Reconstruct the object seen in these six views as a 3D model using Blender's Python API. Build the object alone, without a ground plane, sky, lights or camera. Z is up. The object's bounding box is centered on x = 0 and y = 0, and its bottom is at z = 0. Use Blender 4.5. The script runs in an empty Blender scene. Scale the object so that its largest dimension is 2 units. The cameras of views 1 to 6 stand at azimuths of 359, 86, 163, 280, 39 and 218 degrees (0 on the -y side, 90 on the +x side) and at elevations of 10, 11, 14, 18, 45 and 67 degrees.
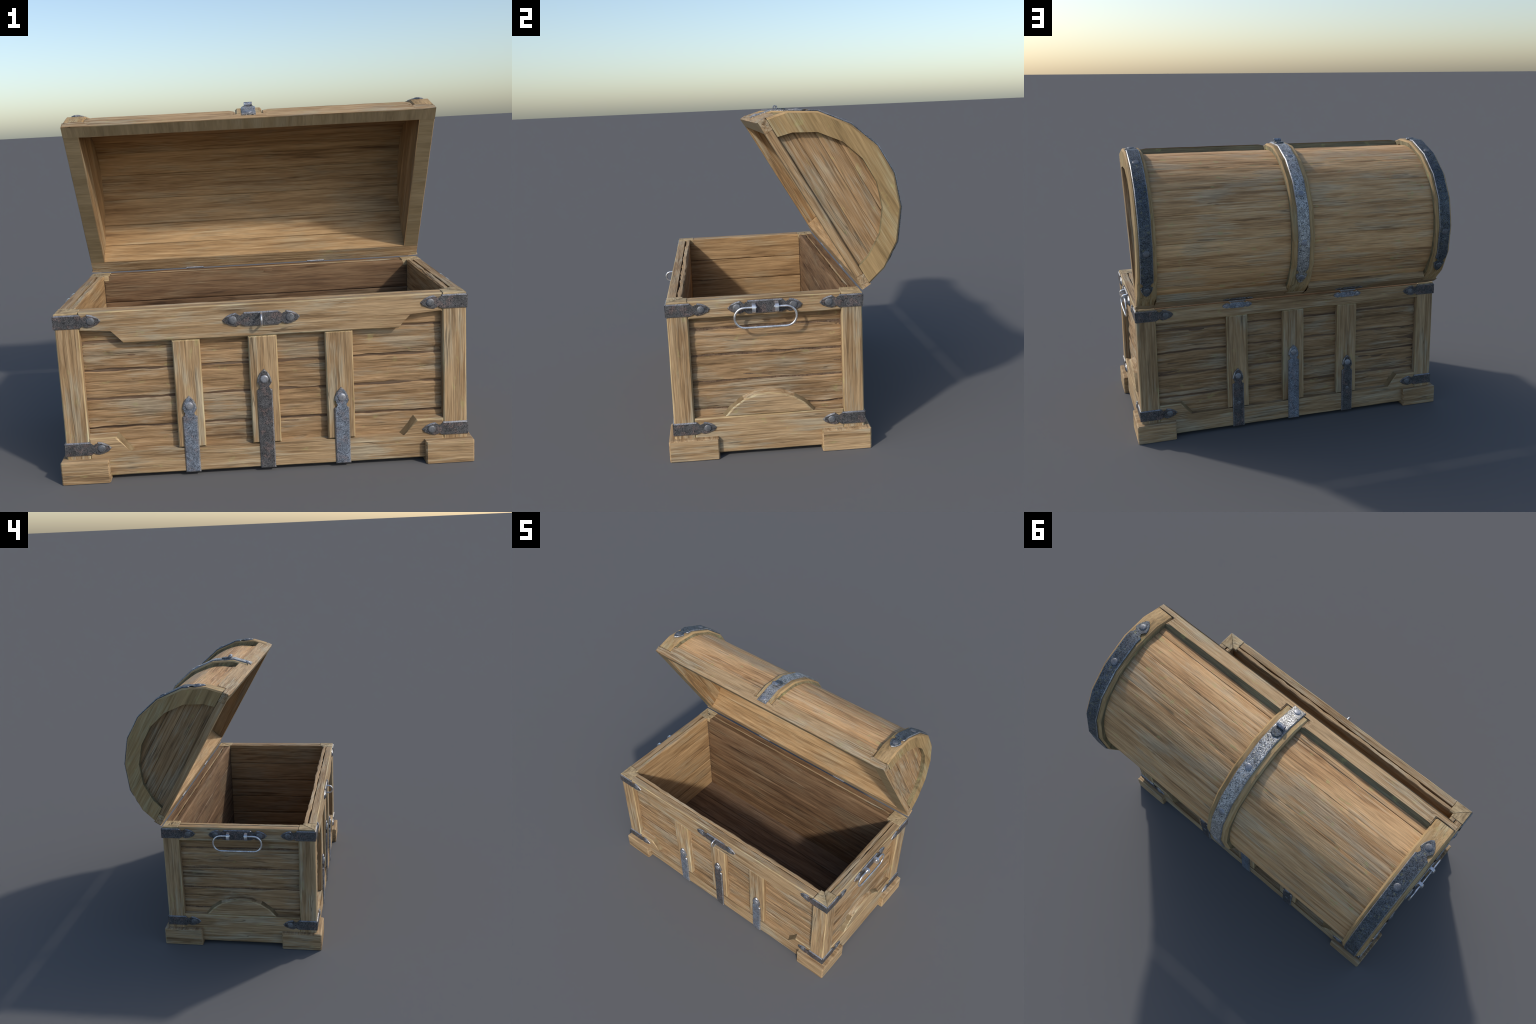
import bpy, bmesh, math, random
from mathutils import Vector, Matrix, noise

random.seed(7)
# ------------------------------------------------------------------ sizes (m)
YC = -0.0815                 # middle of the box in y
HX, HY = 0.957, 0.488        # outer half sizes of the wooden frame
IX, IY = 0.873, 0.390        # inner half sizes of the box
FW = 0.4095                  # inner face of the front wall, set back under its rim
IYF = 0.405                  # inner edge of the front rim
REC = 0.034                  # how far the plank panels lie behind the frame
Z0, ZR = 0.020, 0.827        # underside and rim of the box
POST = 0.846                 # inner edge of the posts on the long faces
SPOST = 0.383                # inner edge of the posts on the short faces
HINGE = Vector((0.0, 0.412, 0.838))
LID_ANGLE = math.radians(59.8)
LU = 0.486                   # half depth of the lid


# ------------------------------------------------------------------ materials
def nodes_of(name):
    m = bpy.data.materials.new(name)
    m.use_nodes = True
    nt = m.node_tree
    for n in list(nt.nodes):
        nt.nodes.remove(n)
    out = nt.nodes.new('ShaderNodeOutputMaterial')
    b = nt.nodes.new('ShaderNodeBsdfPrincipled')
    nt.links.new(b.outputs[0], out.inputs[0])
    return m, nt, b


class Net:
    """small helpers to write node graphs as expressions"""
    def __init__(self, nt):
        self.nt = nt

    def put(self, node, i, v):
        if hasattr(v, 'is_output'):
            self.nt.links.new(v, node.inputs[i])
        else:
            node.inputs[i].default_value = v

    def math(self, op, a, b=0.0, clamp=False):
        n = self.nt.nodes.new('ShaderNodeMath')
        n.operation = op
        n.use_clamp = clamp
        self.put(n, 0, a)
        self.put(n, 1, b)
        return n.outputs[0]

    def vec(self, op, a, b):
        n = self.nt.nodes.new('ShaderNodeVectorMath')
        n.operation = op
        self.put(n, 0, a)
        self.put(n, 1, b)
        return n.outputs[0]

    def noise(self, v, scale=1.0, detail=3.0, rough=0.55, dist=0.0):
        n = self.nt.nodes.new('ShaderNodeTexNoise')
        self.put(n, 'Vector', v)
        n.inputs['Scale'].default_value = scale
        n.inputs['Detail'].default_value = detail
        n.inputs['Roughness'].default_value = rough
        n.inputs['Distortion'].default_value = dist
        return n.outputs[0]

    def ramp(self, f, stops):
        n = self.nt.nodes.new('ShaderNodeValToRGB')
        self.put(n, 0, f)
        e = n.color_ramp.elements
        e[0].position, e[0].color = stops[0][0], (*stops[0][1], 1)
        e[1].position, e[1].color = stops[-1][0], (*stops[-1][1], 1)
        for p, c in stops[1:-1]:
            k = e.new(p)
            k.color = (*c, 1)
        return n.outputs[0]

    def step(self, f, lo, hi):
        n = self.nt.nodes.new('ShaderNodeMapRange')
        n.interpolation_type = 'SMOOTHSTEP'
        self.put(n, 0, f)
        n.inputs[1].default_value = lo
        n.inputs[2].default_value = hi
        return n.outputs[0]

    def mix(self, f, a, b, mode='MIX'):
        n = self.nt.nodes.new('ShaderNodeMix')
        n.data_type = 'RGBA'
        n.blend_type = mode
        self.put(n, 0, f)
        for i, v in ((6, a), (7, b)):
            if isinstance(v, tuple):
                v = (*v, 1)
            self.put(n, i, v)
        return n.outputs[2]


def srgb(r, g, b):
    f = lambda c: (c / 255 / 12.92) if c <= 10 else ((c / 255 + 0.055) / 1.055) ** 2.4
    return (f(r), f(g), f(b))


def wood(name, grain, dark, mid, light, grey, grey_amount=0.5, moss=0.3,
         cracks=0.6, fine=0.2, bump=0.35, width=1.0, length=1.0, rough=0.78, spread=0.12, fibre=0.72):
    m, nt, bsdf = nodes_of(name)
    N = Net(nt)
    co = nt.nodes.new('ShaderNodeTexCoord').outputs['Object']
    if grain == 'arc':       # grain follows the bow of the lid (around local x)
        s = nt.nodes.new('ShaderNodeSeparateXYZ')
        nt.links.new(co, s.inputs[0])
        zz = N.math('ADD', s.outputs[2], 0.12)
        ang = N.math('MULTIPLY', N.math('ARCTAN2', s.outputs[1], zz), 0.47)
        rad = N.math('SQRT', N.math('ADD', N.math('MULTIPLY', s.outputs[1], s.outputs[1]),
                                    N.math('MULTIPLY', zz, zz)))
        c = nt.nodes.new('ShaderNodeCombineXYZ')
        for i, o in enumerate((s.outputs[0], ang, rad)):
            nt.links.new(o, c.inputs[i])
        co = c.outputs[0]
        grain = 1
    info = nt.nodes.new('ShaderNodeObjectInfo').outputs['Random']
    sh = N.math('MULTIPLY', info, 61.0)
    cb = nt.nodes.new('ShaderNodeCombineXYZ')
    nt.links.new(sh, cb.inputs[0])
    nt.links.new(N.math('MULTIPLY', info, 23.0), cb.inputs[1])
    nt.links.new(N.math('MULTIPLY', info, 37.0), cb.inputs[2])
    co = N.vec('ADD', co, cb.outputs[0])

    def stretched(along, across):
        v = [across / width] * 3
        v[grain] = along / length
        return N.vec('MULTIPLY', co, tuple(v))

    broad = N.noise(stretched(1.4, 15), 1, 3, 0.5, 0.5)
    streak = N.noise(stretched(3.0, 62), 1, 4, 0.62, 0.5)
    thin = N.noise(stretched(9, 210), 1, 3, 0.6, 0.2)
    fib = N.noise(stretched(2.6, 105), 1, 3, 0.6, 0.7)
    fib2 = N.noise(N.vec('ADD', stretched(2.2, 88), (7.3, 2.1, 5.7)), 1, 3, 0.6, 0.7)
    patch = N.noise(stretched(3.0, 8), 1, 3, 0.55, 0.3)
    v = N.math('ADD', N.math('MULTIPLY', broad, 0.45), N.math('MULTIPLY', streak, 0.55))
    col = N.ramp(v, [(0.33, dark), (0.45, mid), (0.54, light), (0.66, tuple(min(1, c * 1.18) for c in light))])
    # silvered, weathered wood in long patches
    g = N.step(N.math('ADD', N.math('MULTIPLY', patch, 0.6), N.math('MULTIPLY', streak, 0.4)), 0.48, 0.62)
    gcol = N.ramp(streak, [(0.38, tuple(c * 0.72 for c in grey)), (0.62, tuple(c * 1.15 for c in grey))])
    col = N.mix(N.math('MULTIPLY', g, grey_amount), col, gcol)
    # pale raised fibres and dark open pores
    pale = tuple(min(1.0, c * 0.5 + g2 * 0.85) for c, g2 in zip(light, grey))
    gate = N.step(patch, 0.40, 0.58)
    lf = N.math('MULTIPLY', N.step(fib, 0.54, 0.68), N.math('ADD', N.math('MULTIPLY', gate, 0.6), 0.25))
    col = N.mix(N.math('MULTIPLY', lf, fibre), col, pale)
    df = N.math('MULTIPLY', N.step(fib2, 0.55, 0.70), fibre * 0.75)
    col = N.mix(df, col, tuple(c * 0.75 for c in dark))
    # fine fibres
    fv = N.math('ADD', N.math('MULTIPLY', N.math('SUBTRACT', thin, 0.5), fine * 5), 1.0)
    fc = nt.nodes.new('ShaderNodeCombineXYZ')
    for i in range(3):
        nt.links.new(fv, fc.inputs[i])
    col = N.mix(1.0, col, fc.outputs[0], 'MULTIPLY')
    # dark checks that run with the grain
    ck = N.noise(stretched(0.8, 24), 1, 2, 0.5, 0.25)
    line = N.math('SUBTRACT', 1.0, N.step(N.math('ABSOLUTE', N.math('SUBTRACT', ck, 0.5)), 0.002, 0.011))
    line = N.math('MULTIPLY', line, N.step(patch, 0.47, 0.60))
    line = N.math('MULTIPLY', line, cracks)
    col = N.mix(line, col, tuple(c * 0.32 for c in dark))
    if moss > 0:
        ms = N.noise(stretched(16, 24), 1, 4, 0.6)
        ms = N.math('MULTIPLY', N.step(ms, 0.60, 0.72), moss)
        col = N.mix(ms, col, srgb(172, 176, 112))
    # each piece a little different
    tone = N.math('ADD', N.math('MULTIPLY', info, spread), 1.0 - spread / 2)
    tc = nt.nodes.new('ShaderNodeCombineXYZ')
    for i in range(3):
        nt.links.new(tone, tc.inputs[i])
    col = N.mix(1.0, col, tc.outputs[0], 'MULTIPLY')
    nt.links.new(col, bsdf.inputs['Base Color'])
    bsdf.inputs['Roughness'].default_value = rough
    bsdf.inputs['Specular IOR Level'].default_value = 0.3
    hgt = N.math('ADD', N.math('MULTIPLY', streak, 0.5), N.math('MULTIPLY', thin, 0.2))
    hgt = N.math('ADD', hgt, N.math('MULTIPLY', N.math('SUBTRACT', fib, fib2), 0.35))
    hgt = N.math('SUBTRACT', hgt, N.math('MULTIPLY', line, 0.5))
    bp = nt.nodes.new('ShaderNodeBump')
    bp.inputs['Strength'].default_value = bump
    bp.inputs['Distance'].default_value = 0.012
    nt.links.new(hgt, bp.inputs['Height'])
    nt.links.new(bp.outputs[0], bsdf.inputs['Normal'])
    return m


def metal(name, dark, light, rust, rust_amount=0.5, metallic=0.75, rough=(0.35, 0.6),
          cell=230.0, lichen=0.0, bump=0.25):
    m, nt, bsdf = nodes_of(name)
    N = Net(nt)
    co = nt.nodes.new('ShaderNodeTexCoord').outputs['Object']
    info = nt.nodes.new('ShaderNodeObjectInfo').outputs['Random']
    cb = nt.nodes.new('ShaderNodeCombineXYZ')
    for i, k in enumerate((41.0, 17.0, 29.0)):
        nt.links.new(N.math('MULTIPLY', info, k), cb.inputs[i])
    co = N.vec('ADD', co, cb.outputs[0])
    pit = N.noise(co, cell, 2, 0.6, 2.4)
    big = N.noise(co, 28, 3, 0.55)
    col = N.ramp(pit, [(0.40, dark), (0.60, light)])
    bl = N.math('ADD', N.math('MULTIPLY', N.noise(N.vec('ADD', co, (3.1, 8.2, 5.5)), 22, 3, 0.6), 1.6), 0.2)
    bc = nt.nodes.new('ShaderNodeCombineXYZ')
    for i in range(3):
        nt.links.new(bl, bc.inputs[i])
    col = N.mix(1.0, col, bc.outputs[0], 'MULTIPLY')
    r = N.math('MULTIPLY', N.step(big, 0.50, 0.62), N.step(pit, 0.47, 0.58))
    col = N.mix(N.math('MULTIPLY', r, rust_amount), col, rust)
    if lichen > 0:
        l = N.math('MULTIPLY', N.step(N.noise(co, 60, 3, 0.6), 0.58, 0.68), lichen)
        col = N.mix(l, col, srgb(140, 136, 80))
        metal_f = N.math('SUBTRACT', metallic, N.math('MULTIPLY', l, 0.4))
        nt.links.new(metal_f, bsdf.inputs['Metallic'])
    else:
        bsdf.inputs['Metallic'].default_value = metallic
    nt.links.new(col, bsdf.inputs['Base Color'])
    mr = nt.nodes.new('ShaderNodeMapRange')
    nt.links.new(pit, mr.inputs[0])
    mr.inputs[1].default_value, mr.inputs[2].default_value = 0.35, 0.65
    mr.inputs[3].default_value, mr.inputs[4].default_value = rough[1], rough[0]
    nt.links.new(mr.outputs[0], bsdf.inputs['Roughness'])
    bp = nt.nodes.new('ShaderNodeBump')
    bp.inputs['Strength'].default_value = bump
    bp.inputs['Distance'].default_value = 0.003
    nt.links.new(pit, bp.inputs['Height'])
    nt.links.new(bp.outputs[0], bsdf.inputs['Normal'])
    return m


FRAME = dict(dark=srgb(104, 82, 58), mid=srgb(149, 121, 87), light=srgb(168, 141, 106),
             grey=srgb(160, 150, 128), grey_amount=0.7, moss=0.2, cracks=0.5, bump=0.6)
EDGE = dict(dark=srgb(122, 102, 74), mid=srgb(162, 138, 100), light=srgb(180, 156, 118),
            grey=srgb(172, 166, 138), grey_amount=0.75, moss=0.3, cracks=0.2, bump=0.3)
PANEL = dict(dark=srgb(88, 68, 47), mid=srgb(138, 109, 76), light=srgb(158, 128, 93),
             grey=srgb(150, 139, 118), grey_amount=0.7, moss=0.2, cracks=0.45, bump=0.65)
DOME = dict(dark=srgb(134, 101, 68), mid=srgb(188, 145, 99), light=srgb(204, 163, 116),
            grey=srgb(174, 160, 134), grey_amount=0.5, moss=0.4, cracks=0.5, bump=0.45)
ARCH = dict(dark=srgb(112, 92, 62), mid=srgb(146, 121, 82), light=srgb(160, 134, 94),
            grey=srgb(156, 146, 114), grey_amount=0.6, moss=0.2, cracks=0.25, bump=0.25, fibre=0.25, fine=0.14)
RECESS_SHADE = dict(dark=srgb(78, 70, 52), mid=srgb(114, 102, 76), light=srgb(132, 120, 90),
             grey=srgb(120, 118, 94), grey_amount=0.6, moss=0.4, cracks=0.1, bump=0.3, fibre=0.3)  # shade of the lid recesses put into the wood colour, plus moss specks
RIMW = dict(dark=srgb(116, 100, 74), mid=srgb(130, 113, 84), light=srgb(138, 121, 92),
            grey=srgb(130, 121, 100), grey_amount=0.5, moss=0.0, cracks=0.0, bump=0.2, width=2.6, fibre=0.12, fine=0.1)
LINE = dict(dark=srgb(108, 82, 56), mid=srgb(154, 122, 84), light=srgb(172, 140, 100),
            grey=srgb(156, 140, 112), grey_amount=0.5, moss=0.0, cracks=0.25, bump=0.2, fibre=0.5)
BACK_SHADE = dict(dark=srgb(68, 50, 34), mid=srgb(104, 78, 54), light=srgb(122, 95, 68),
             grey=srgb(118, 104, 82), grey_amount=0.45, moss=0.0, cracks=0.4, bump=0.35, fibre=0.75)  # baked shade of the inner back wall and back rim, kept as colour
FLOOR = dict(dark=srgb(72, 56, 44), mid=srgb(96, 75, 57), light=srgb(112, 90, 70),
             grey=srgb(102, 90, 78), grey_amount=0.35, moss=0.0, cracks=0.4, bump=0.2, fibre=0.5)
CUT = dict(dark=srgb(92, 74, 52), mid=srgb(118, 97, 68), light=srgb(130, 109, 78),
           grey=srgb(124, 116, 92), grey_amount=0.5, moss=0.0, cracks=0.0, bump=0.1, fibre=0.1, width=3.5, fine=0.08)  # colour darkened so that sunlit sloped facets match the face
CORNER = dict(dark=srgb(104, 86, 62), mid=srgb(156, 134, 100), light=srgb(174, 152, 116),
              grey=srgb(156, 146, 122), grey_amount=0.6, moss=0.1, cracks=1.0, bump=0.5, length=0.25, width=1.4)
AX = 'xyz'
M = {}
for k, d in (('frame', FRAME), ('panel', PANEL), ('dome', DOME), ('arch', ARCH),
             ('lining', LINE), ('floor', FLOOR), ('rim', RIMW), ('stained', BACK_SHADE), ('corner', CORNER), ('grime', RECESS_SHADE), ('edge', EDGE), ('cut', CUT)):
    for i in range(3):
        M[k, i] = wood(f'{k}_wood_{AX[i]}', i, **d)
M['arch', 'arc'] = wood('arch_wood_bowed', 'arc', **{**ARCH, 'cracks': 0.6, 'bump': 0.3,
                                                    'mid': srgb(158, 128, 86), 'light': srgb(174, 144, 102), 'fibre': 0.6})
IRON = metal('dark_iron', srgb(38, 39, 42), srgb(100, 99, 100), srgb(150, 118, 108), 0.45,
             metallic=0.2, rough=(0.45, 0.66), cell=125, bump=0.4)
BLUE = metal('blued_iron', srgb(74, 80, 90), srgb(150, 160, 174), srgb(160, 132, 122), 0.5,
             metallic=0.45, rough=(0.4, 0.6), cell=120, bump=0.4)
STEEL = metal('bright_band_iron', srgb(72, 72, 74), srgb(214, 212, 208), srgb(150, 134, 116), 0.3,
              metallic=0.55, rough=(0.3, 0.55), cell=110, lichen=0.45, bump=0.8)
DKBLUE = metal('dark_band_iron', srgb(31, 34, 38), srgb(94, 102, 110), srgb(104, 96, 90), 0.3,
               metallic=0.2, rough=(0.42, 0.62), cell=100, lichen=0.35, bump=0.5)
WORN = metal('worn_iron_edge', srgb(108, 108, 110), srgb(164, 164, 166), srgb(124, 112, 104), 0.3,
             metallic=0.5, rough=(0.32, 0.5), cell=120, bump=0.1)
RIVET = metal('rivet_iron', srgb(124, 126, 132), srgb(158, 160, 166), srgb(130, 120, 104), 0.2,
              metallic=0.5, rough=(0.38, 0.52), cell=90, bump=0.1)
DKRIVET = metal('dark_rivet_iron', srgb(90, 92, 96), srgb(118, 120, 124), srgb(124, 112, 96), 0.2,
                metallic=0.4, rough=(0.45, 0.6), cell=90, bump=0.1)
POLISH = metal('polished_steel', srgb(208, 210, 214), srgb(236, 236, 238), srgb(150, 140, 130), 0.15,
               metallic=0.85, rough=(0.22, 0.34), cell=70, bump=0.08)


# ------------------------------------------------------------------ objects
WORLD = {}


def place(ob, parent, world):
    WORLD[ob.name] = world
    if parent is not None:
        ob.parent = parent
        ob.matrix_basis = WORLD[parent.name].inverted() @ world
    else:
        ob.matrix_basis = world
    return ob


def new_object(name, mesh, parent, world=None):
    ob = bpy.data.objects.new(name, mesh)
    bpy.context.scene.collection.objects.link(ob)
    return place(ob, parent, world or Matrix())


def finish(bm, name, parent, mats, base=None, angle=35, keep_origin=False):
    """bmesh -> object whose origin is the middle of its bounds; `base` is the
    matrix of the space the bmesh was written in"""
    base = base or Matrix()
    bmesh.ops.recalc_face_normals(bm, faces=bm.faces)
    if keep_origin:
        c = Vector()
    else:
        co = [v.co for v in bm.verts]
        c = Vector([(min(v[i] for v in co) + max(v[i] for v in co)) / 2 for i in range(3)])
        bmesh.ops.translate(bm, verts=bm.verts, vec=-c)
    me = bpy.data.meshes.new(name)
    bm.to_mesh(me)
    bm.free()
    for m in (mats if isinstance(mats, (list, tuple)) else [mats]):
        me.materials.append(m)
    me.shade_smooth()
    me.set_sharp_from_angle(angle=math.radians(angle))
    return new_object(name, me, parent, base @ Matrix.Translation(c))


def face_frame(side):
    """(a, b, d) on a wall -> world: a runs right as seen from outside, b up, d outwards"""
    return {'front': lambda a, b, d: Vector((a, YC - d, b)),
            'back': lambda a, b, d: Vector((-a, YC + d, b)),
            'right': lambda a, b, d: Vector((d, YC + a, b)),
            'left': lambda a, b, d: Vector((-d, YC - a, b))}[side]


def prism_bm(outline, d0, d1, bevel=0.003, segs=1, cuts=(), worn=False, face=None):
    """outline (a, b) extruded from d0 out to d1, outer rim chamfered, in (a, b, d)"""
    bm = bmesh.new()
    lo = [bm.verts.new((a, b, d0)) for a, b in outline]
    hi = [bm.verts.new((a, b, d1)) for a, b in (face or outline)]
    n = len(outline)
    bm.faces.new(lo[::-1])
    top = bm.faces.new(hi)
    for i in range(n):
        j = (i + 1) % n
        bm.faces.new((lo[i], lo[j], hi[j], hi[i]))
    if bevel > 0:
        res = bmesh.ops.bevel(bm, geom=list(top.edges), offset=bevel, segments=segs,
                              affect='EDGES', profile=0.5)
        if worn:
            for f in res['faces']:
                f.material_index = 1
    for axis, val in cuts:
        no = Vector((0, 0, 0))
        no[axis] = 1
        bmesh.ops.bisect_plane(bm, geom=bm.verts[:] + bm.edges[:] + bm.faces[:], dist=1e-6,
                               plane_co=no * val, plane_no=no)
    return bm


def warp(bm, fn):
    for v in bm.verts:
        v.co = fn(*v.co)


def hew(bm, amount, seed=0.0, freq=9.0):
    """hand-hewn unevenness"""
    for v in bm.verts:
        p = v.co * freq + Vector((seed, seed * 1.7, seed * 0.3))
        v.co += noise.noise_vector(p) * amount


def rect(a0, a1, b0, b1):
    return [(a0, b0), (a1, b0), (a1, b1), (a0, b1)]


def steps(lo, hi, every):
    n = max(1, int(round((hi - lo) / every)))
    return [lo + (hi - lo) * i / n for i in range(1, n)]


def timber(name, parent, side, outline, d0, d1, mat, bevel=0.0055, rough=0.0014, every=0.06, face=None):
    """a sawn frame member on one wall of the box"""
    A = [p[0] for p in outline]
    B = [p[1] for p in outline]
    cuts = [(0, x) for x in steps(min(A), max(A), every)] + [(1, x) for x in steps(min(B), max(B), every)]
    bm = prism_bm(outline, d0, d1, bevel, 1, cuts, face=face, worn=True)
    warp(bm, face_frame(side))
    bmesh.ops.recalc_face_normals(bm, faces=bm.faces)
    g = AX.index(mat.name[-1])
    for f in bm.faces:
        if abs(f.normal[g]) > 0.4 and f.calc_area() > 1e-5 and f.material_index == 0:
            f.material_index = 2
    hew(bm, rough, random.random() * 50)
    cross = 2 if g != 2 else 0
    return finish(bm, name, parent, [mat, M['edge', g], M['cut', cross]])


def board(name, parent, frame, a0, a1, b0, b1, d0, d1, mat, wave=0.003, relief=0.0025, base=None,
          along=0.03, across=9, edge=0.005, flip=False, dent=1.0):
    """one plank: wavy long edges, rounded arrises, worn relief running with the grain (along a)"""
    seed = random.random() * 90
    na = max(4, int((a1 - a0) / along))
    bm = bmesh.new()
    rows = []
    for i in range(na + 1):
        a = a0 + (a1 - a0) * i / na
        lo = b0 + 0.001 + (noise.noise((a * 9, seed, 0)) * 0.65 + noise.noise((a * 29, seed, 3)) * 0.22 + 0.3) * wave
        hi = b1 - 0.001 - (noise.noise((a * 9, seed, 9)) * 0.65 + noise.noise((a * 29, seed, 5)) * 0.22 + 0.3) * wave
        row = [(lo, d0), (lo, d1 - edge)]
        for j in range(across + 1):
            t = j / across
            b = lo + edge * 0.8 + (hi - lo - edge * 1.6) * t
            w = noise.noise((a * 4 + seed, b * 40, seed)) * 0.65 + noise.noise((a * 11 + seed, b * 120, 4)) * 0.35
            end = min(1.0, (a - a0) / 0.012, (a1 - a) / 0.012)
            row.append((b, d1 + w * relief - (1 - max(0, end)) * edge * 0.5))
        row += [(hi, d1 - edge), (hi, d0)]
        rows.append([bm.verts.new(frame(a, b, d)) for b, d in row])
    m = len(rows[0])
    for r0, r1 in zip(rows, rows[1:]):
        for j in range(m - 1):
            bm.faces.new((r0[j], r1[j], r1[j + 1], r0[j + 1]))
        bm.faces.new((r0[m - 1], r1[m - 1], r1[0], r0[0]))
    bm.faces.new(rows[0])
    bm.faces.new(rows[-1][::-1])
    return finish(bm, name, parent, mat, base, angle=50)


# spear-head end of an iron strap: (distance from the tip, half width), unit strap
HEAD = [(0.0, 0.0), (0.012, 0.0125), (0.0236, 0.0215), (0.043, 0.0295), (0.064, 0.0335), (0.071, 0.0225),
        (0.078, 0.0165), (0.085, 0.0145), (0.092, 0.0185), (0.096, 0.0235), (0.102, 0.0345)]


def strap_outline(length, half=0.0345, scale=1.0, both=False):
    """strap along +a from a tip at a = 0; square or headed at the far end"""
    k = half / 0.0345
    up = [(s * scale, w * k) for s, w in HEAD]
    dn = [(a, -b) for a, b in up[1:]][::-1]
    if both:
        far = [(length - a, b) for a, b in up]
        far_dn = [(a, -b) for a, b in far[1:]][::-1]
        ring = up + far[::-1] + far_dn[::-1] + dn
    else:
        ring = up + [(length, half), (length, -half)] + dn
    return ring[::-1]        # counter-clockwise


def lathe_bm(profile, n=16):
    """(radius, height) about z"""
    bm = bmesh.new()
    rings = []
    for r, z in profile:
        if r < 1e-6:
            rings.append([bm.verts.new((0, 0, z))])
        else:
            rings.append([bm.verts.new((r * math.cos(2 * math.pi * i / n), r * math.sin(2 * math.pi * i / n), z))
                          for i in range(n)])
    for p, q in zip(rings, rings[1:]):
        for i in range(n):
            j = (i + 1) % n
            if len(q) == 1:
                bm.faces.new((p[i], p[j], q[0]))
            elif len(p) == 1:
                bm.faces.new((p[0], q[j], q[i]))
            else:
                bm.faces.new((p[i], p[j], q[j], q[i]))
    return bm


def tube_bm(pts, r, n=10, closed=False):
    bm = bmesh.new()
    rings = []
    N = len(pts)
    up = None
    for i, p in enumerate(pts):
        a = pts[i - 1] if (i > 0 or closed) else p
        b = pts[(i + 1) % N] if (i < N - 1 or closed) else p
        t = (b - a).normalized()
        if up is None:
            up = t.orthogonal().normalized()
        up = (up - t * up.dot(t)).normalized()
        s = t.cross(up)
        rings.append([bm.verts.new(p + (up * math.cos(2 * math.pi * k / n) + s * math.sin(2 * math.pi * k / n)) * r)
                      for k in range(n)])
    pairs = list(zip(rings, rings[1:])) + ([(rings[-1], rings[0])] if closed else [])
    for p, q in pairs:
        for k in range(n):
            j = (k + 1) % n
            bm.faces.new((p[k], p[j], q[j], q[k]))
    if not closed:
        bm.faces.new(rings[0][::-1])
        bm.faces.new(rings[-1])
    return bm


def basis(o, ex, ey, ez):
    m = Matrix.Identity(4)
    for i, v in enumerate((ex, ey, ez, o)):
        for k in range(3):
            m[k][i] = v[k]
    return m


def frame_matrix(side, a, b, d):
    f = face_frame(side)
    o = f(0, 0, 0)
    return basis(f(a, b, d), f(1, 0, 0) - o, f(0, 1, 0) - o, f(0, 0, 1) - o)


chest = bpy.data.objects.new('wooden_chest', None)
bpy.context.scene.collection.objects.link(chest)
WORLD[chest.name] = Matrix()
chest['label'] = 'weathered wooden treasure chest with open domed lid and iron straps'
chest['category'] = 'treasure chest'

# shared rivet
_bm = lathe_bm([(0.0208, 0.0), (0.0196, 0.0026), (0.0160, 0.0042), (0.010, 0.0053), (0.0, 0.0058)])
rivet_mesh = {}
for key, mat in (('bright', RIVET), ('dark', DKRIVET)):
    b2 = _bm.copy()
    me = bpy.data.meshes.new('rivet')
    bmesh.ops.recalc_face_normals(b2, faces=b2.faces)
    b2.to_mesh(me)
    b2.free()
    me.materials.append(mat)
    me.shade_smooth()
    rivet_mesh[key] = me


def rivet(parent, world, kind='dark', size=1.0):
    new_object('rivet', rivet_mesh[kind], parent, world @ Matrix.Diagonal((size, size, size, 1)))


# ------------------------------------------------------------------ the box
def wall_ring(x0, x1, y0, y1, z0, z1, y0_front):
    bm = bmesh.new()
    L = []
    for hx, hy, z in ((x1, y1, z0), (x1, y1, z1), (x0, y0, z1), (x0, y0, z0)):
        L.append([bm.verts.new((sx * hx, YC + sy * (y0_front if hy == y0 and sy < 0 else hy), z)) for sx, sy in ((-1, -1), (1, -1), (1, 1), (-1, 1))])
    for i in range(4):
        p, q = L[i], L[(i + 1) % 4]
        for k in range(4):
            j = (k + 1) % 4
            bm.faces.new((p[k], p[j], q[j], q[k]))
    return bm


body = finish(wall_ring(IX + 0.006, HX - REC - 0.006, IY + 0.006, HY - REC - 0.006, Z0 + 0.006, ZR - 0.024, FW + 0.006),
              'body', chest, M['floor', 0])

# floor boards
n = 5
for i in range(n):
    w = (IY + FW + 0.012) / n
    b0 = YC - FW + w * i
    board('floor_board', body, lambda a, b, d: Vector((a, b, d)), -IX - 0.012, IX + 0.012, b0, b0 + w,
          Z0 + 0.003, 0.085, M['floor', 0], wave=0.002, relief=0.0015, along=0.06)

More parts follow.
